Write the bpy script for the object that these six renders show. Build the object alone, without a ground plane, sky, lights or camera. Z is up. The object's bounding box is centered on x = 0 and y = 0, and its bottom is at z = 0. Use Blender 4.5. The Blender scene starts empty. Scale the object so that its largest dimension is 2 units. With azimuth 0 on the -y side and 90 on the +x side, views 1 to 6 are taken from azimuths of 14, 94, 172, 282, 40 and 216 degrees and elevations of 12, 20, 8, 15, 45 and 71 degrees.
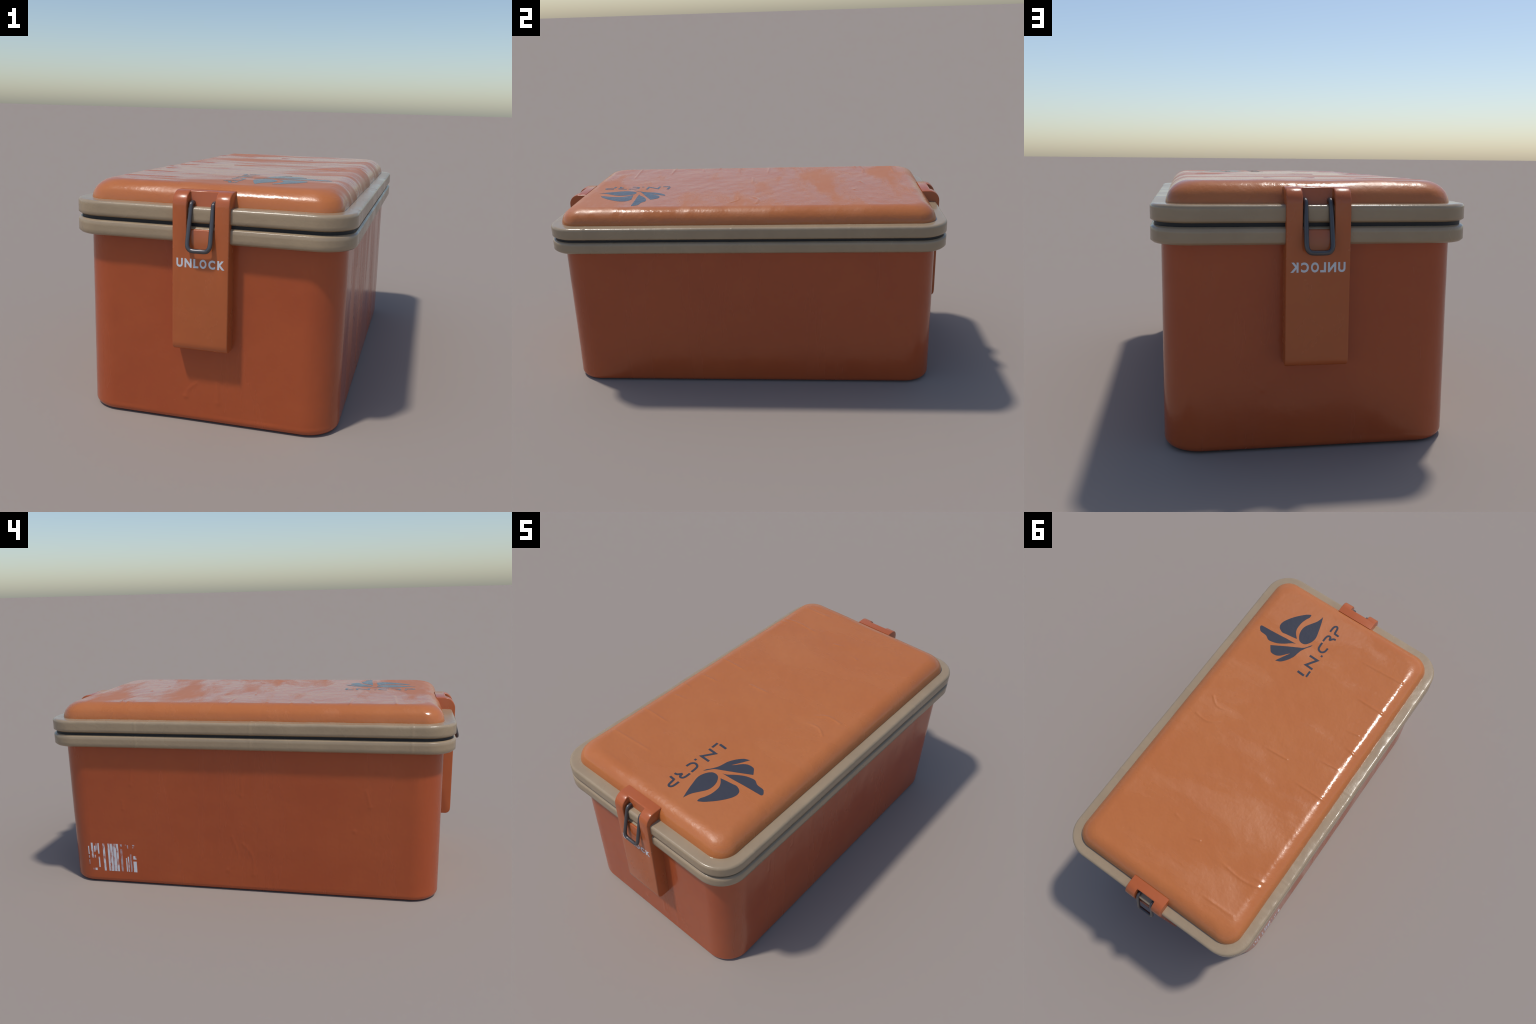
"""Orange plastic storage box with a tan double rim, two end latches with wire
bails, a printed leaf emblem on the lid and a worn bar print on one long side."""
import bpy, bmesh, math
import numpy as np
from mathutils import Vector
from mathutils.geometry import delaunay_2d_cdt

# ------------------------------------------------------------------ sizes (m)
BODY_X, BODY_Y, BODY_R = 0.4966, 0.9078, 0.129
RIM_X, RIM_Y, RIM_R = 0.5305, 0.9562, 0.134
LID_X, LID_Y, LID_R = 0.4806, 0.9048, 0.086
LID_TOP = 0.9042
LATCH_W, LATCH_Y, LATCH_TOP = 0.1042, 0.9708, 0.8862
NOTCH_W = 0.0515

rng = np.random.default_rng(11)
COL = bpy.context.scene.collection


# ------------------------------------------------------------------ materials
class Nodes:
    def __init__(self, name):
        self.m = bpy.data.materials.new(name)
        self.m.use_nodes = True
        self.t = self.m.node_tree
        self.b = self.t.nodes["Principled BSDF"]
        self.tc = self.t.nodes.new("ShaderNodeTexCoord")

    def link(self, a, b):
        self.t.links.new(a, b)

    def coords(self, scale=(1, 1, 1), rot=(0, 0, 0)):
        mp = self.t.nodes.new("ShaderNodeMapping")
        mp.inputs["Scale"].default_value = scale
        mp.inputs["Rotation"].default_value = rot
        self.link(self.tc.outputs["Object"], mp.inputs["Vector"])
        return mp.outputs["Vector"]

    def noise(self, scale, detail=3.0, rough=0.5, vec=None, distortion=0.0):
        n = self.t.nodes.new("ShaderNodeTexNoise")
        n.inputs["Scale"].default_value = scale
        n.inputs["Detail"].default_value = detail
        n.inputs["Roughness"].default_value = rough
        n.inputs["Distortion"].default_value = distortion
        self.link(vec if vec is not None else self.coords(), n.inputs["Vector"])
        return n.outputs["Fac"]

    def ramp(self, fac, stops):
        r = self.t.nodes.new("ShaderNodeValToRGB")
        el = r.color_ramp.elements
        while len(el) < len(stops):
            el.new(0.5)
        for e, (p, c) in zip(el, stops):
            e.position = p
            e.color = (c, c, c, 1) if isinstance(c, (int, float)) else (*c, 1)
        self.link(fac, r.inputs["Fac"])
        return r.outputs["Color"]

    def mix(self, fac, a, b):
        x = self.t.nodes.new("ShaderNodeMix")
        x.data_type = 'RGBA'
        for i, v in ((0, fac), (6, a), (7, b)):
            if hasattr(v, "is_linked"):
                self.link(v, x.inputs[i])
            elif isinstance(v, (int, float)):
                x.inputs[i].default_value = v
            else:
                x.inputs[i].default_value = (*v, 1)
        return x.outputs[2]

    def maprange(self, v, a, b, c, d):
        r = self.t.nodes.new("ShaderNodeMapRange")
        self.link(v, r.inputs[0])
        for i, q in zip((1, 2, 3, 4), (a, b, c, d)):
            r.inputs[i].default_value = q
        return r.outputs[0]

    def bump(self, *layers):
        prev = None
        for h, strength, dist in layers:
            b = self.t.nodes.new("ShaderNodeBump")
            b.inputs["Strength"].default_value = strength
            b.inputs["Distance"].default_value = dist
            self.link(h, b.inputs["Height"])
            if prev is not None:
                self.link(prev, b.inputs["Normal"])
            prev = b.outputs["Normal"]
        self.link(prev, self.b.inputs["Normal"])

    def put(self, key, v):
        if hasattr(v, "is_linked"):
            self.link(v, self.b.inputs[key])
        elif isinstance(v, (tuple, list)):
            self.b.inputs[key].default_value = (*v, 1)
        else:
            self.b.inputs[key].default_value = v


def plastic(name, light, deep, r_lo, r_hi, patch_vec=(1.3, 1.3, 1.3), peel=1.0, drape=0.0):
    """Moulded plastic: mottled tone, patchy gloss, fine peel and soft dents."""
    n = Nodes(name)
    tone = n.ramp(n.noise(2.6, 5, 0.62), [(0.30, 0.0), (0.72, 1.0)])
    col = n.mix(tone, deep, light)
    speck = n.ramp(n.noise(85, 3, 0.6), [(0.66, 0.0), (0.76, 1.0)])
    col = n.mix(n.maprange(speck, 0, 1, 0, 0.16), col, tuple(min(1, c * 1.25 + .03) for c in light))
    n.put("Base Color", col)
    patch = n.ramp(n.noise(2.1, 4, 0.58, n.coords(patch_vec), 0.3), [(0.46, 0.0), (0.60, 1.0)])
    n.put("Roughness", n.maprange(patch, 0, 1, r_lo, r_hi))
    layers = [(n.noise(9, 3, 0.55), 0.30 * peel, 0.010), (n.noise(60, 4, 0.6), 0.36 * peel, 0.0024)]
    if drape:                                            # long vertical waves left by the mould
        layers.append((n.noise(3.0, 3, 0.55, n.coords((3, 3, 0.45))), drape, 0.012))
    n.bump(*layers)
    return n.m


LID_MAT = plastic("lid_plastic", (0.500, 0.163, 0.048), (0.475, 0.143, 0.040), 0.14, 0.42, (0.75, 2.1, 1.5))
BODY_MAT = plastic("body_plastic", (0.422, 0.087, 0.025), (0.382, 0.072, 0.022), 0.16, 0.29, (2.2, 2.2, 0.3), 0.5, 0.16)
LATCH_MAT = plastic("latch_plastic", (0.462, 0.118, 0.035), (0.430, 0.102, 0.030), 0.17, 0.28, (3, 3, 2), 0.4)
EMBLEM_MAT = plastic("slate_ink", (0.054, 0.054, 0.067), (0.050, 0.050, 0.062), 0.12, 0.20, (0.75, 2.1, 1.5))


def rim_material():
    n = Nodes("tan_plastic")
    tone = n.ramp(n.noise(7, 5, 0.6), [(0.3, 0.0), (0.7, 1.0)])
    n.put("Base Color", n.mix(tone, (0.325, 0.240, 0.152), (0.368, 0.274, 0.173)))
    patch = n.ramp(n.noise(4, 3), [(0.4, 0.0), (0.6, 1.0)])
    n.put("Roughness", n.maprange(patch, 0, 1, 0.18, 0.28))
    n.bump((n.noise(34, 3, 0.55), 0.25, 0.004), (n.noise(110, 3), 0.15, 0.0015))
    return n.m


def flat_material(name, col, rough, metal=0.0, spread=0.12, scale=40):
    n = Nodes(name)
    n.put("Base Color", n.mix(n.noise(scale, 3), tuple(c * (1 - spread) for c in col), tuple(c * (1 + spread) for c in col)))
    n.put("Roughness", rough)
    n.put("Metallic", metal)
    return n.m


def worn_print(name, ink, under, lo, hi):
    """Ink scuffed through to the plastic below it."""
    n = Nodes(name)
    wear = n.ramp(n.noise(38, 5, 0.65, n.coords((1, 1.6, 0.6))), [(lo, 1.0), (hi, 0.0)])
    n.put("Base Color", n.mix(n.maprange(wear, 0, 1, 0, 0.9), ink, under))
    n.put("Roughness", 0.4)
    return n.m


RIM_MAT = rim_material()
GASKET_MAT = flat_material("black_rubber", (0.010, 0.011, 0.013), 0.6)
STEEL_MAT = flat_material("dark_steel", (0.100, 0.093, 0.096), 0.28, 0.5)
WHITE_MAT = flat_material("white_ink", (0.62, 0.64, 0.68), 0.45, 0, 0.06, 200)
BAR_MAT = worn_print("worn_white_ink", (0.64, 0.645, 0.675), (0.41, 0.084, 0.025), 0.37, 0.48)
BAR_FAINT_MAT = worn_print("faint_white_ink", (0.45, 0.36, 0.38), (0.41, 0.084, 0.025), 0.40, 0.55)


# ------------------------------------------------------------------ mesh tools
def make_object(name, mesh, mat, parent, smooth=math.radians(40)):
    ob = bpy.data.objects.new(name, mesh)
    COL.objects.link(ob)
    if mat:
        mesh.materials.append(mat)
    ob.parent = parent
    if smooth:
        mesh.shade_smooth()
        bm = bmesh.new()
        bm.from_mesh(mesh)
        for e in bm.edges:
            e.smooth = not (len(e.link_faces) == 2 and e.calc_face_angle(0) > smooth)
        bm.to_mesh(mesh)
        bm.free()
    return ob


def rounded_rect(X, Y, r, step, corner=14):
    """Outline of a rounded rectangle; same count and order for any size."""
    nx = int(round(2 * 0.36 / step)) + 1
    ny = int(round(2 * 0.78 / step)) + 1
    pts = []
    a = np.radians(np.linspace(0, 90, corner + 1))
    cx, cy = X - r, Y - r
    for k, n in ((0, nx), (1, ny), (2, nx), (3, ny)):
        ang = a + k * math.pi / 2
        sx, sy = ((1, 1), (-1, 1), (-1, -1), (1, -1))[k]
        pts += [(sx * cx + r * math.cos(t), sy * cy + r * math.sin(t)) for t in ang]
        t = np.linspace(0, 1, n + 1)[1:-1]
        (x0, y0) = pts[-1]
        if k == 0: x1, y1 = -cx, Y
        elif k == 1: x1, y1 = -X, -cy
        elif k == 2: x1, y1 = cx, -Y
        else: x1, y1 = X, cy
        pts += [(x0 + (x1 - x0) * q, y0 + (y1 - y0) * q) for q in t]
    return np.array(pts)


def loft(name, rings, closed_profile=False, cap_start=False, cap_end=False):
    R, N = len(rings), len(rings[0])
    co = np.concatenate(rings)
    i = np.arange(N)
    faces = []
    for k in range(R if closed_profile else R - 1):
        a = k * N
        b = ((k + 1) % R) * N
        j = (i + 1) % N
        faces.append(np.stack([a + i, a + j, b + j, b + i], 1))
    faces = np.concatenate(faces).tolist()
    if cap_start:
        faces.append(list(range(N))[::-1])
    if cap_end:
        faces.append([(R - 1) * N + q for q in range(N)])
    me = bpy.data.meshes.new(name)
    me.from_pydata(co.tolist(), [], faces)
    bm = bmesh.new()
    bm.from_mesh(me)
    bmesh.ops.recalc_face_normals(bm, faces=bm.faces)
    bm.to_mesh(me)
    bm.free()
    return me


def arc(cx, cy, r, a0, a1, n):
    return [(cx + r * math.cos(math.radians(a)), cy + r * math.sin(math.radians(a))) for a in np.linspace(a0, a1, n)]


def smooth_noise(p, freq, seed):
    """Cheap band-limited noise: a handful of random plane waves."""
    g = np.random.default_rng(seed)
    out = np.zeros(len(p))
    for _ in range(14):
        d = g.normal(size=p.shape[1])
        d *= freq * g.uniform(.5, 1.5) / np.linalg.norm(d)
        out += np.sin(p @ d + g.uniform(0, 6.28))
    return out / 3.7


def run_height(p, paths, width, height, bead=1.0, fade=0.0):
    """Raised paint runs: a rounded ridge along each path, ending in a bead."""
    h = np.zeros(len(p))
    for path in paths:
        q = catmull(path, 8) if len(path) > 2 else np.array(path, float)
        lo, hi = q.min(0) - 0.03, q.max(0) + 0.03
        sel = np.where(((p > lo) & (p < hi)).all(1))[0]
        if not len(sel):
            continue
        d = np.full(len(sel), 9.0)
        s = p[sel]
        for a, b in zip(q[:-1], q[1:]):
            ab = b - a
            t = np.clip(((s - a) @ ab) / max(ab @ ab, 1e-9), 0, 1)
            d = np.minimum(d, np.linalg.norm(s - a - t[:, None] * ab, axis=1))
        ridge = height * np.exp(-(d / width) ** 2)
        if fade:
            ridge *= np.clip(np.linalg.norm(s - q[-1], axis=1) / fade, 0.15, 1)
        drop = bead * height * np.exp(-(np.linalg.norm(s - q[-1], axis=1) / (1.5 * width)) ** 2)
        h[sel] = np.maximum(h[sel], np.maximum(ridge, drop))
    return h


def catmull(pts, n=8, closed=False):
    P = np.array(pts, float)
    m = len(P)
    out = []
    for i in range(m if closed else m - 1):
        g = lambda k: P[k % m] if closed else P[min(max(k, 0), m - 1)]
        p0, p1, p2, p3 = g(i - 1), g(i), g(i + 1), g(i + 2)
        for t in np.linspace(0, 1, n, endpoint=False):
            out.append(0.5 * (2 * p1 + (p2 - p0) * t + (2 * p0 - 5 * p1 + 4 * p2 - p3) * t * t + (3 * p1 - p0 - 3 * p2 + p3) * t ** 3))
    if not closed:
        out.append(P[-1])
    return np.array(out)


# ------------------------------------------------------------------ the box
box = bpy.data.objects.new("storage_box", None)
COL.objects.link(box)
box["label"] = "orange plastic cooler box with tan rim, two latches and leaf emblem"
box["category"] = "cooler box"


# ---- body: straight-walled tub with a rounded foot
def build_body():
    step = 0.0045
    prof = [(0.030, 0.0)] + [(0.024 - 0.024 * math.sin(a), 0.024 - 0.024 * math.cos(a)) for a in np.radians(np.linspace(8, 90, 9))]
    prof += [(0.0, z) for z in np.linspace(0.0245, 0.715, 150)[1:]]
    prof += [(0.020, 0.716)]
    rings = []
    for d, z in prof:
        xy = rounded_rect(BODY_X - d, BODY_Y - d, BODY_R - d, step)
        rings.append(np.column_stack([xy, np.full(len(xy), z)]))
    co = np.array(rings)
    flat = co.reshape(-1, 3)
    xy = rounded_rect(BODY_X, BODY_Y, BODY_R, step)
    nrm = np.roll(xy, -1, 0) - np.roll(xy, 1, 0)
    nrm = np.column_stack([nrm[:, 1], -nrm[:, 0]])
    nrm /= np.linalg.norm(nrm, axis=1)[:, None]
    N = np.tile(nrm, (len(prof), 1))
    wall = (flat[:, 2] > 0.03) & (flat[:, 2] < 0.70)
    h = 0.0004 * smooth_noise(flat, 9, 3) + 0.00025 * smooth_noise(flat, 40, 4)
    # paint runs per wall, (along wall, height)
    left = [[(-.004, .56), (.003, .482)], [(.053, .276), (.026, .169), (.077, .101)],
            [(.002, .243), (-.044, .182), (-.048, .088)], [(.539, .594), (.548, .516)],
            [(.598, .43), (.596, .391)], [(-.573, .524), (-.593, .449)], [(-.522, .335), (-.524, .33)]]
    front = [[(-.03, .159), (-.061, .131), (-.075, .099)], [(.05, .166), (.053, .089)]]
    right = [[(-.62, .60), (-.625, .53)], [(-.45, .62), (-.46, .56)], [(.31, .42), (.30, .33)]]
    back = [[(.20, .235), (.17, .215)]]
    for sel, ax, runs, hh in ((N[:, 0] < -.99, 1, left, .0009), (N[:, 1] < -.99, 0, front, .0012),
                              (N[:, 0] > .99, 1, right, .0010), (N[:, 1] > .99, 0, back, .0008)):
        idx = np.where(sel)[0]
        h[idx] += run_height(flat[idx][:, [ax, 2]], runs, 0.0065, hh, 1.6)
    print_area = (N[:, 0] < -.99) & (flat[:, 1] > .52) & (flat[:, 1] < .83) & (flat[:, 2] < .23)
    h *= wall & ~print_area
    flat[:, :2] += N * h[:, None]
    rings = list(flat.reshape(len(prof), -1, 3))
    return make_object("body", loft("body", rings, cap_start=True, cap_end=True), BODY_MAT, box)


# ---- rims: two tan hoops with softened edges and a little unevenness
def build_rim(name, prof, seed):
    step = 0.0045
    rings = []
    for d, z in prof:
        xy = rounded_rect(RIM_X - d, RIM_Y - d, max(RIM_R - d, 0.01), step, 12)
        rings.append(np.column_stack([xy, np.full(len(xy), z)]))
    co = np.array(rings).reshape(-1, 3)
    w = 0.6 * smooth_noise(co * [1, 1, 2], 38, seed) + 0.6 * smooth_noise(co * [1, 1, 2], 110, seed + 7)
    left = np.clip((-co[:, 0] - .40) / .1, 0, 1)            # the sunny side is the more battered
    amp = 0.0002 + 0.0007 * left
    co[:, 2] += amp * w * (co[:, 2] > 0.78)
    co[:, :2] *= (1 + 0.0008 * smooth_noise(co, 14, seed + 1))[:, None]
    # mould seams across the long sides
    for y0 in (0.494, -0.053, -0.765):
        g = np.exp(-((co[:, 1] - y0) / 0.006) ** 2) * (np.abs(co[:, 0]) > .45)
        co[:, 0] += np.sign(co[:, 0]) * 0.0012 * g
        co[:, 2] += 0.0008 * g * (co[:, 2] > 0.80)
    rings = list(co.reshape(len(prof), -1, 3))
    return make_object(name, loft(name, rings, closed_profile=True), RIM_MAT, box, math.radians(50))


upper = [(0.075, 0.7733), (0.040, 0.7733), (0.0095, 0.7733), (0.0085, 0.7736), (0.0008, 0.7790), (0.0, 0.7798),
         (0.0, 0.790), (0.0, 0.800), (0.0, 0.810), (0.0, 0.8185)]
upper += [(0.012 - 0.012 * math.cos(a), 0.8185 + 0.012 * math.sin(a)) for a in np.radians([15, 30, 45, 60, 75, 90])]
upper += [(0.020, 0.8308), (0.032, 0.8310), (0.045, 0.8310), (0.062, 0.8310), (0.075, 0.8310)]
lower = [(0.075, 0.7040), (0.035, 0.7040), (0.0095, 0.7040), (0.0082, 0.7044), (0.0009, 0.7108), (0.0, 0.7120),
         (0.0, 0.725), (0.0, 0.740), (0.0, 0.7545), (0.0010, 0.7556), (0.0082, 0.7608), (0.0095, 0.7611), (0.035, 0.7611), (0.075, 0.7611)]


def build_gasket():
    prof = [(0.0155, 0.7600), (0.0135, 0.7612), (0.0135, 0.7732), (0.0155, 0.7745), (0.06, 0.7745), (0.06, 0.7600)]
    rings = []
    for d, z in prof:
        xy = rounded_rect(RIM_X - d, RIM_Y - d, RIM_R - d, 0.03, 12)
        rings.append(np.column_stack([xy, np.full(len(xy), z)]))
    return make_object("gasket", loft("gasket", rings, closed_profile=True), GASKET_MAT, box)


# ---- lid: shallow pillow
def build_lid():
    step = 0.0036
    key = np.array([(0.0, 0.822), (0.0006, 0.832), (0.0022, 0.843), (0.0055, 0.8545), (0.0115, 0.868), (0.021, 0.880),
                    (0.0335, 0.8905), (0.048, 0.8982), (0.062, 0.9025), (0.076, 0.9043), (0.092, LID_TOP)])
    prof = [tuple(q) for q in catmull(key, 3)]
    prof += [(d, LID_TOP) for d in np.linspace(0.092, LID_X - 0.0015, 108)[1:]]
    rings = []
    for d, z in prof:
        r = LID_R * max(1 - d / LID_X * 1.6, 0.004) if d < 0.2 else LID_R * max(1 - 0.2 / LID_X * 1.6, 0.004) * (LID_X - d) / (LID_X - 0.2)
        xy = rounded_rect(LID_X - d, LID_Y - d, max(r, 0.0004), step)
        rings.append(np.column_stack([xy, np.full(len(xy), z)]))
    co = np.array(rings).reshape(-1, 3)
    # ridges of thick paint, dragged inwards from the edge
    runs = [[(-.413, -.695), (-.161, -.682)], [(-.43, -.491), (-.249, -.492)], [(-.398, -.11), (-.288, -.097)],
            [(-.43, .065), (-.256, .067)], [(-.161, -.008), (-.03, .001)], [(-.43, .591), (-.334, .61), (-.192, .598)],
            [(-.40, .772), (-.217, .775)], [(-.43, .562), (-.364, .573)], [(-.43, -.222), (-.351, -.232)],
            [(-.386, -.321), (-.311, -.306)], [(.352, -.077), (.3, -.042), (.224, -.056)],
            [(.364, .051), (.286, .053), (.22, -.002)], [(-.056, .574), (.007, .592)], [(.12, .535), (.076, .547)]]
    h = run_height(co[:, :2], runs, 0.0062, 0.0021, 0.0, 0.05)
    emblem = np.clip(1 - np.hypot(np.maximum(np.abs(co[:, 0] - .2) - .2, 0), np.maximum(np.abs(co[:, 1] + .61) - .19, 0)) / .05, 0, 1)
    wob = 0.0007 * smooth_noise(co[:, :2], 16, 21) + 0.0003 * smooth_noise(co[:, :2], 60, 22)
    top = np.clip((co[:, 2] - 0.845) / 0.05, 0, 1)
    co[:, 2] += top * (h + wob * 0.6 * (1 - emblem))
    rings = list(co.reshape(len(prof), -1, 3))
    rings[-1][:, 0] = 0.0                                # close on the centre line
    me = loft("lid", rings)
    bm = bmesh.new()
    bm.from_mesh(me)
    bmesh.ops.remove_doubles(bm, verts=[v for v in bm.verts if v.co.z > 0.89 and abs(v.co.x) < 1e-6], dist=0.0012)
    bmesh.ops.dissolve_degenerate(bm, dist=1e-6, edges=bm.edges)
    bm.to_mesh(me)
    bm.free()
    return make_object("lid", me, LID_MAT, box)


body = build_body()
build_rim("rim", lower, 31)
build_gasket()
build_rim("rim", upper, 41)
lid = build_lid()


# ------------------------------------------------------------------ flat prints
def plate_mesh(name, outlines, to3d, thick):
    """Thin printed patch: outline polygons given a small depth."""
    bm = bmesh.new()
    for k, poly in enumerate(outlines):
        flat, _, tris, *_ = delaunay_2d_cdt([Vector(p) for p in poly], [], [list(range(len(poly)))], 1, 1e-7)
        v = [bm.verts.new(to3d(p[0], p[1], thick + 0.0002 * k)) for p in flat]
        for t in tris:
            bm.faces.new([v[i] for i in t])
        v = v[:len(poly)]
        w = [bm.verts.new(to3d(p[0], p[1], -0.0006)) for p in flat[:len(poly)]]
        for i in range(len(v)):
            j = (i + 1) % len(v)
            bm.faces.new((v[j], v[i], w[i], w[j]))
    bmesh.ops.recalc_face_normals(bm, faces=bm.faces)
    me = bpy.data.meshes.new(name)
    bm.to_mesh(me)
    bm.free()
    return me


def on_lid(a, b, t):
    return (a, b, LID_TOP + t)


def corner_spline(segments):
    """Closed outline from smooth runs that meet in sharp corners."""
    out = []
    for s in segments:
        out += [tuple(p) for p in catmull(s, 6)[:-1]]
    return out


def stroke(path, w, curved=False, flare=None):
    p = catmull(path, 6) if curved else np.array(path, float)
    t = np.gradient(p, axis=0)
    t /= np.linalg.norm(t, axis=1)[:, None]
    n = np.column_stack([-t[:, 1], t[:, 0]]) * w / 2
    if not curved and len(p) > 2:                       # mitre the corners
        for i in range(1, len(p) - 1):
            a = (p[i] - p[i - 1]) / np.linalg.norm(p[i] - p[i - 1])
            b = (p[i + 1] - p[i]) / np.linalg.norm(p[i + 1] - p[i])
            na, nb = np.array([-a[1], a[0]]), np.array([-b[1], b[0]])
            m = na + nb
            n[i] = m / max(m @ m, 0.35) * w
        for i, (u, v) in ((0, (0, 1)), (-1, (-2, -1))):
            a = (p[v] - p[u]) / np.linalg.norm(p[v] - p[u])
            n[i] = np.array([-a[1], a[0]]) * w / 2
    return [tuple(q) for q in p + n] + [tuple(q) for q in (p - n)[::-1]]


PETALS = [
    # upright drop
    [[(.144, -.7897), (.1289, -.7489), (.115, -.7036), (.1045, -.6611), (.110, -.6272), (.1277, -.5995), (.151, -.5922), (.172, -.6015),
      (.1892, -.6287), (.1953, -.6605), (.1905, -.6877), (.1753, -.7148), (.1565, -.745), (.1483, -.7681), (.144, -.7897)]],
    # sickle beside it
    [[(.2019, -.761), (.2020, -.7454), (.2122, -.7207), (.2196, -.6894), (.2188, -.649), (.2068, -.6225), (.1848, -.5988)],
     [(.1848, -.5988), (.2153, -.5939), (.2492, -.5898), (.2706, -.5871), (.292, -.5958), (.3036, -.6085), (.3075, -.6276), (.3018, -.6506),
      (.2858, -.6803), (.2639, -.7107), (.2325, -.7451), (.2148, -.7584), (.2055, -.7635), (.2019, -.761)]],
    # outer leaf with a stepped tip
    [[(.1707, -.5716), (.1905, -.5636), (.2223, -.538), (.2557, -.518), (.2881, -.5084), (.3098, -.5081), (.3337, -.5221), (.3686, -.5259),
      (.3826, -.5365), (.3908, -.5497), (.3881, -.5579), (.3766, -.5599)],
     [(.3766, -.5599), (.2969, -.5639), (.2332, -.5687), (.1707, -.5716)]],
    # forked leaf with the stem
    [[(.1330, -.5695), (.2005, -.5331), (.2801, -.4878)], [(.2801, -.4878), (.2668, -.4697), (.2514, -.4541), (.2224, -.4537), (.1995, -.467), (.1761, -.4951), (.1640, -.5068)],
     [(.1640, -.5068), (.1755, -.4868), (.1887, -.4627), (.2070, -.4274)], [(.2070, -.4274), (.1826, -.4365), (.1658, -.4529), (.1505, -.475), (.1375, -.503),
      (.1315, -.5351), (.1245, -.5581), (.1105, -.584), (.0985, -.601), (.0949, -.6168)], [(.0949, -.6168), (.1059, -.6007), (.1207, -.5795), (.1330, -.5695)]],
]
for segs in PETALS:
    make_object("emblem_petal", plate_mesh("emblem_petal", [corner_spline(segs)], on_lid, 0.0005), EMBLEM_MAT, lid, 0)

LID_LETTERS = [   # stencilled strokes, (path, width, curved)
    [([(.0735, -.4435), (.0310, -.4405)], .0125, False), ([(.0185, -.4790), (.0175, -.4415)], .0110, False)],
    [([(.0720, -.5555), (.0225, -.5540), (.0590, -.4985), (.0150, -.4960)], .0118, False)],
    [([(.0130, -.5880), (.0235, -.5880)], .0110, False)],
    [([(.0605, -.6560), (.0600, -.6340), (.0565, -.6165), (.0450, -.6075), (.0315, -.6075), (.0210, -.6180), (.0180, -.6320), (.0175, -.6450)], .0108, True)],
    [([(.0625, -.6670), (.0625, -.6900), (.0590, -.7050), (.0500, -.7110), (.0420, -.7070), (.0375, -.6900)], .0108, True),
     ([(.0385, -.6900), (.0245, -.7080), (.0105, -.7110)], .0108, True)],
    [([(.0630, -.7360), (.0630, -.7600), (.0600, -.7740), (.0515, -.7815), (.0425, -.7760), (.0385, -.7560), (.0370, -.7420)], .0108, True),
     ([(.0400, -.7400), (.0095, -.7375)], .0108, False)],
]
for strokes in LID_LETTERS:
    polys = [stroke(p, w, c) for p, w, c in strokes]
    make_object("letter", plate_mesh("letter", polys, on_lid, 0.0005), EMBLEM_MAT, lid, 0)

# ---- worn bar print on the long left wall: (y from, y to, z top, z bottom, faint)
BARS = [(.799, .7945, .188, .145, 0), (.799, .7945, .138, .125, 1), (.799, .795, .116, .092, 1), (.7828, .7732, .206, .126, 0),
        (.7673, .7603, .191, .159, 0), (.7671, .7615, .142, .128, 0), (.7590, .7510, .204, .167, 1), (.7478, .7407, .206, .150, 0),
        (.7473, .7405, .134, .078, 0), (.7825, .7720, .071, .0615, 1), (.7694, .7585, .073, .0607, 0), (.7205, .7095, .205, .0608, 0),
        (.6943, .6843, .206, .0607, 0), (.6808, .6702, .206, .0612, 0), (.6698, .6632, .207, .0612, 1), (.6628, .6505, .207, .0612, 0),
        (.6479, .6384, .2068, .0612, 0), (.627, .618, .206, .194, 1), (.6278, .6178, .181, .0616, 1), (.6015, .596, .2055, .2005, 1),
        (.591, .5852, .203, .185, 1), (.601, .5955, .134, .0622, 0), (.591, .5848, .142, .0622, 0), (.5783, .5703, .155, .0618, 1),
        (.5618, .546, .1475, .129, 0), (.5628, .5458, .118, .061, 0), (.563, .5525, .206, .1995, 1), (.563, .558, .194, .1885, 1)]
for y0, y1, z1, z0, faint in BARS:
    n = max(2, int((z1 - z0) / 0.006))
    jag = rng.uniform(-1, 1, (2, n)) * 0.00015
    zs = np.linspace(z0, z1, n)
    poly = [(y0 + jag[0, i], zs[i]) for i in range(n)] + [(y1 + jag[1, i], zs[i]) for i in range(n)][::-1]
    me = plate_mesh("bar_mark", [poly], lambda a, b, t: (-BODY_X - t, a, b), 0.0006)
    make_object("bar_mark", me, BAR_FAINT_MAT if faint else BAR_MAT, body, 0)


# ------------------------------------------------------------------ latches
def prism(profile, x0, x1):
    """Solid from a (y, z) profile swept along x."""
    bm = bmesh.new()
    a = [bm.verts.new((x0, y, z)) for y, z in profile]
    b = [bm.verts.new((x1, y, z)) for y, z in profile]
    bm.faces.new(a)
    bm.faces.new(b[::-1])
    for i in range(len(a)):
        j = (i + 1) % len(a)
        bm.faces.new((a[j], a[i], b[i], b[j]))
    bmesh.ops.recalc_face_normals(bm, faces=bm.faces)
    return bm


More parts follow.
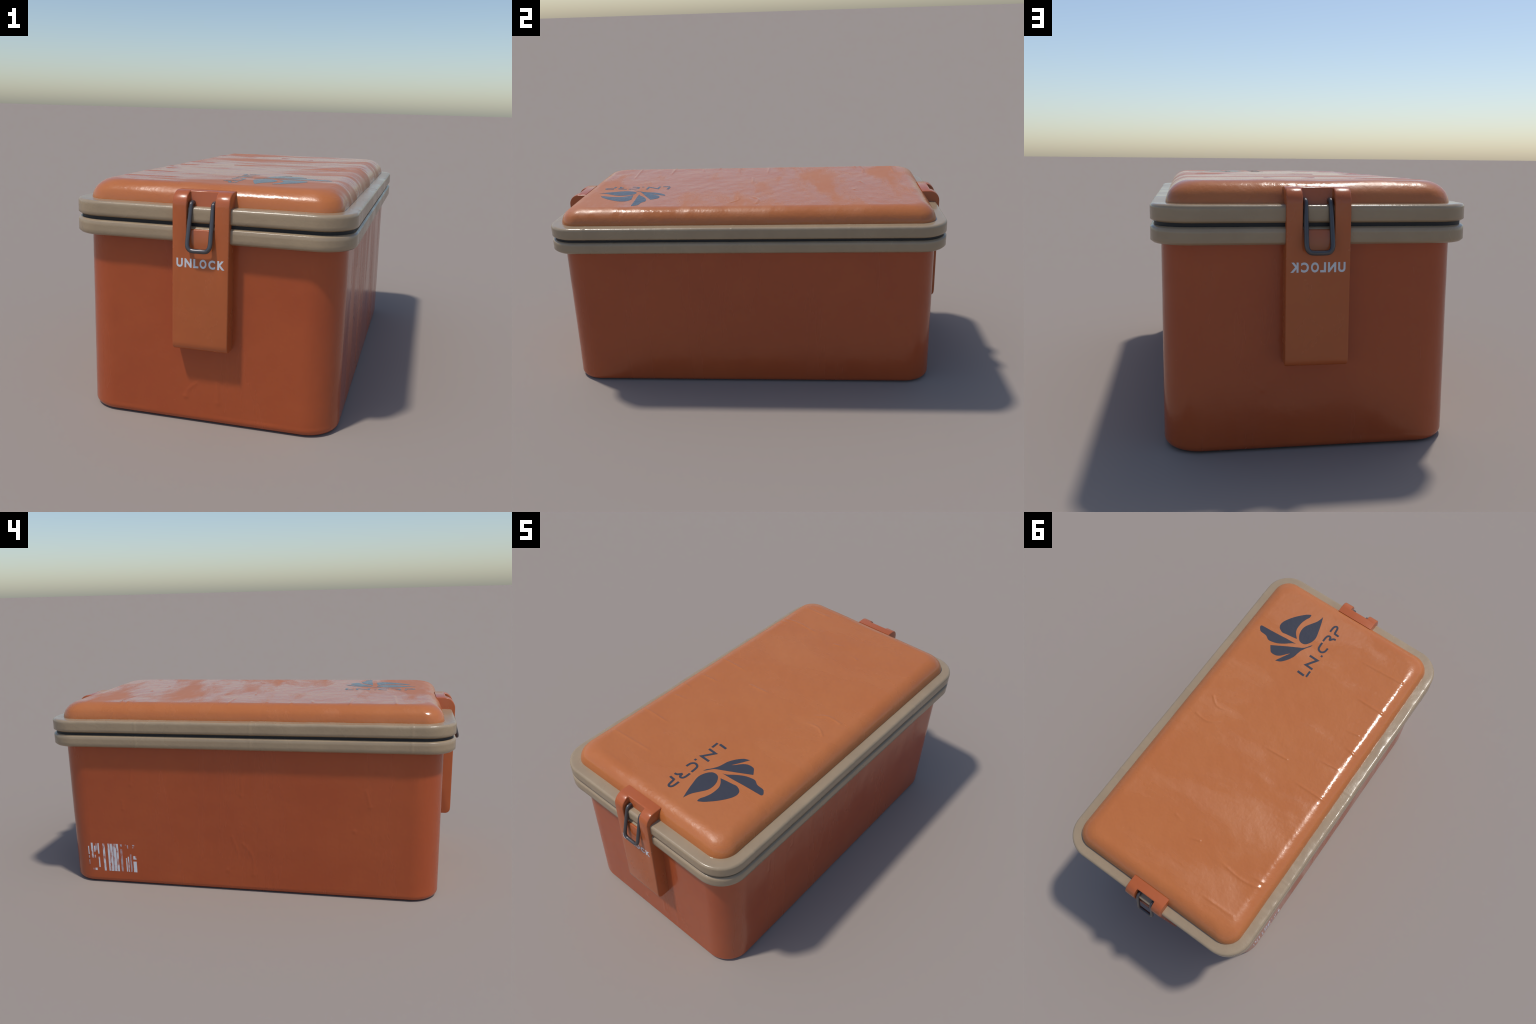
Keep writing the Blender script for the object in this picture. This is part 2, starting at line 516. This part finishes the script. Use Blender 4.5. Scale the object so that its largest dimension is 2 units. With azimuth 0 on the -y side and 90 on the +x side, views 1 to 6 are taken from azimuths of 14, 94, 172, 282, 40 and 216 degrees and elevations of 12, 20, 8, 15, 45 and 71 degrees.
def latch_mesh():
    Y = LATCH_Y
    prof = [(-0.8815, LATCH_TOP), (-0.920, LATCH_TOP)]
    # rounded shoulder over the rim
    for t in np.linspace(0, 90, 9)[1:]:
        q = math.radians(t)
        prof.append((-0.920 - (Y - 0.920) * math.sin(q), LATCH_TOP - 0.052 * (1 - math.cos(q))))
    prof += [(-Y, 0.338)] + [(-(Y - 0.024) - 0.024 * math.cos(math.radians(a)), 0.3315 - 0.026 * math.sin(math.radians(a))) for a in (20, 40, 60, 80, 90)]
    prof += [(-0.885, 0.3055), (-0.885, 0.60), (-0.8815, 0.80)]
    me = bpy.data.meshes.new("latch")
    prism(prof, -LATCH_W, LATCH_W).to_mesh(me)
    ob = bpy.data.objects.new("latch_blank", me)
    COL.objects.link(ob)
    cut = [(-0.9285, 1.0), (-0.9285, 0.7535), (-0.9640, 0.7535), (-Y - 0.0002, 0.672), (-1.1, 0.668), (-1.1, 1.0)]
    cme = bpy.data.meshes.new("cutter")
    prism(cut, -NOTCH_W, NOTCH_W).to_mesh(cme)
    cob = bpy.data.objects.new("cutter", cme)
    COL.objects.link(cob)
    m = ob.modifiers.new("notch", 'BOOLEAN')
    m.operation = 'DIFFERENCE'
    m.object = cob
    m.solver = 'EXACT'
    dg = bpy.context.evaluated_depsgraph_get()
    out = bpy.data.meshes.new_from_object(ob.evaluated_get(dg))
    out.name = "latch"
    bm = bmesh.new()                                   # round the edges that catch light
    bm.from_mesh(out)
    bmesh.ops.remove_doubles(bm, verts=bm.verts, dist=1e-5)
    bmesh.ops.dissolve_limit(bm, angle_limit=math.radians(1.5), verts=bm.verts, edges=bm.edges)
    sharp = [e for e in bm.edges if len(e.link_faces) == 2 and e.calc_face_angle(0) > math.radians(38)
             and min(v.co.y for v in e.verts) < -0.90]
    bmesh.ops.bevel(bm, geom=sharp, offset=0.0045, offset_type='OFFSET', segments=3, profile=0.5, affect='EDGES', clamp_overlap=False)
    bm.to_mesh(out)
    bm.free()
    for o in (ob, cob):
        bpy.data.objects.remove(o)
    return out


def tube(name, path, r, sides=12):
    p = np.array(path, float)
    t = np.gradient(p, axis=0)
    t /= np.linalg.norm(t, axis=1)[:, None]
    rings = []
    up = np.array([1.0, 0, 0])
    for q, d in zip(p, t):
        u = up - d * (up @ d)
        if np.linalg.norm(u) < 0.2:
            u = np.array([0, 0.94, 0.34]) - d * (np.array([0, 0.94, 0.34]) @ d)
        u /= np.linalg.norm(u)
        if rings and u @ prev < 0:
            u = -u
        # carry the frame along instead of flipping it
        if rings:
            u = prev - d * (prev @ d)
            u /= np.linalg.norm(u)
        prev = u
        v = np.cross(d, u)
        a = np.linspace(0, 2 * math.pi, sides, endpoint=False)
        rings.append(q + r * (np.cos(a)[:, None] * u + np.sin(a)[:, None] * v))
    return loft(name, rings, cap_start=True, cap_end=True)


def bail_path():
    x = 0.0405
    half = [(x, -0.915, 0.8365), (x, -0.930, 0.8435), (x, -0.9425, 0.8445), (x, -0.9515, 0.840), (x, -0.9560, 0.829), (x + .0003, -0.9590, 0.817),
            (x + .0006, -0.968, 0.782), (x + .0009, -0.978, 0.743), (x + .0012, -0.9865, 0.710)]
    corner = [(0.0405, -0.9895, 0.6985), (0.0370, -0.9912, 0.6905), (0.0305, -0.9916, 0.6845), (0.0220, -0.9918, 0.6825), (0.008, -0.9918, 0.682)]
    right = half + corner
    left = [(-a, b, c) for a, b, c in right][::-1]
    return catmull(right + left, 4)


def glyph_mesh(ch, x0, x1, z0, z1):
    """Built-in font letter, thickened and fitted into its slot on the plate."""
    cu = bpy.data.curves.new("glyph", 'FONT')
    cu.body = ch
    cu.offset = 0.04
    cu.extrude = 0.5
    ob = bpy.data.objects.new("glyph", cu)
    COL.objects.link(ob)
    dg = bpy.context.evaluated_depsgraph_get()
    me = bpy.data.meshes.new_from_object(ob.evaluated_get(dg))
    bpy.data.objects.remove(ob)
    co = np.array([v.co[:] for v in me.vertices])
    lo, hi = co.min(0), co.max(0)
    f = (co - lo) / (hi - lo)
    new = np.column_stack([x0 + f[:, 0] * (x1 - x0), -(LATCH_Y - 0.0006 + f[:, 2] * 0.0011), z0 + f[:, 1] * (z1 - z0)])
    for v, c in zip(me.vertices, new):
        v.co = c
    me.name = "letter"
    me.materials.clear()
    return me


front_latch = make_object("latch", latch_mesh(), LATCH_MAT, box, math.radians(30))
bail = make_object("wire_bail", tube("wire_bail", bail_path(), 0.0082), STEEL_MAT, front_latch, math.radians(60))
SLOTS = (("U", -.0880, -.0640), ("N", -.0575, -.0310), ("L", -.0245, -.0060), ("O", -.0015, .0240), ("C", .0310, .0560), ("K", .0640, .0900))
letters = [make_object("letter", glyph_mesh(c, a, b, .6170, .6495), WHITE_MAT, front_latch, 0) for c, a, b in SLOTS]

rear_latch = front_latch.copy()        # the far end is a mirror image, print and all
COL.objects.link(rear_latch)
rear_latch.scale = (1, -1, 1)
for o in [bail] + letters:
    c = o.copy()
    COL.objects.link(c)
    c.parent = rear_latch
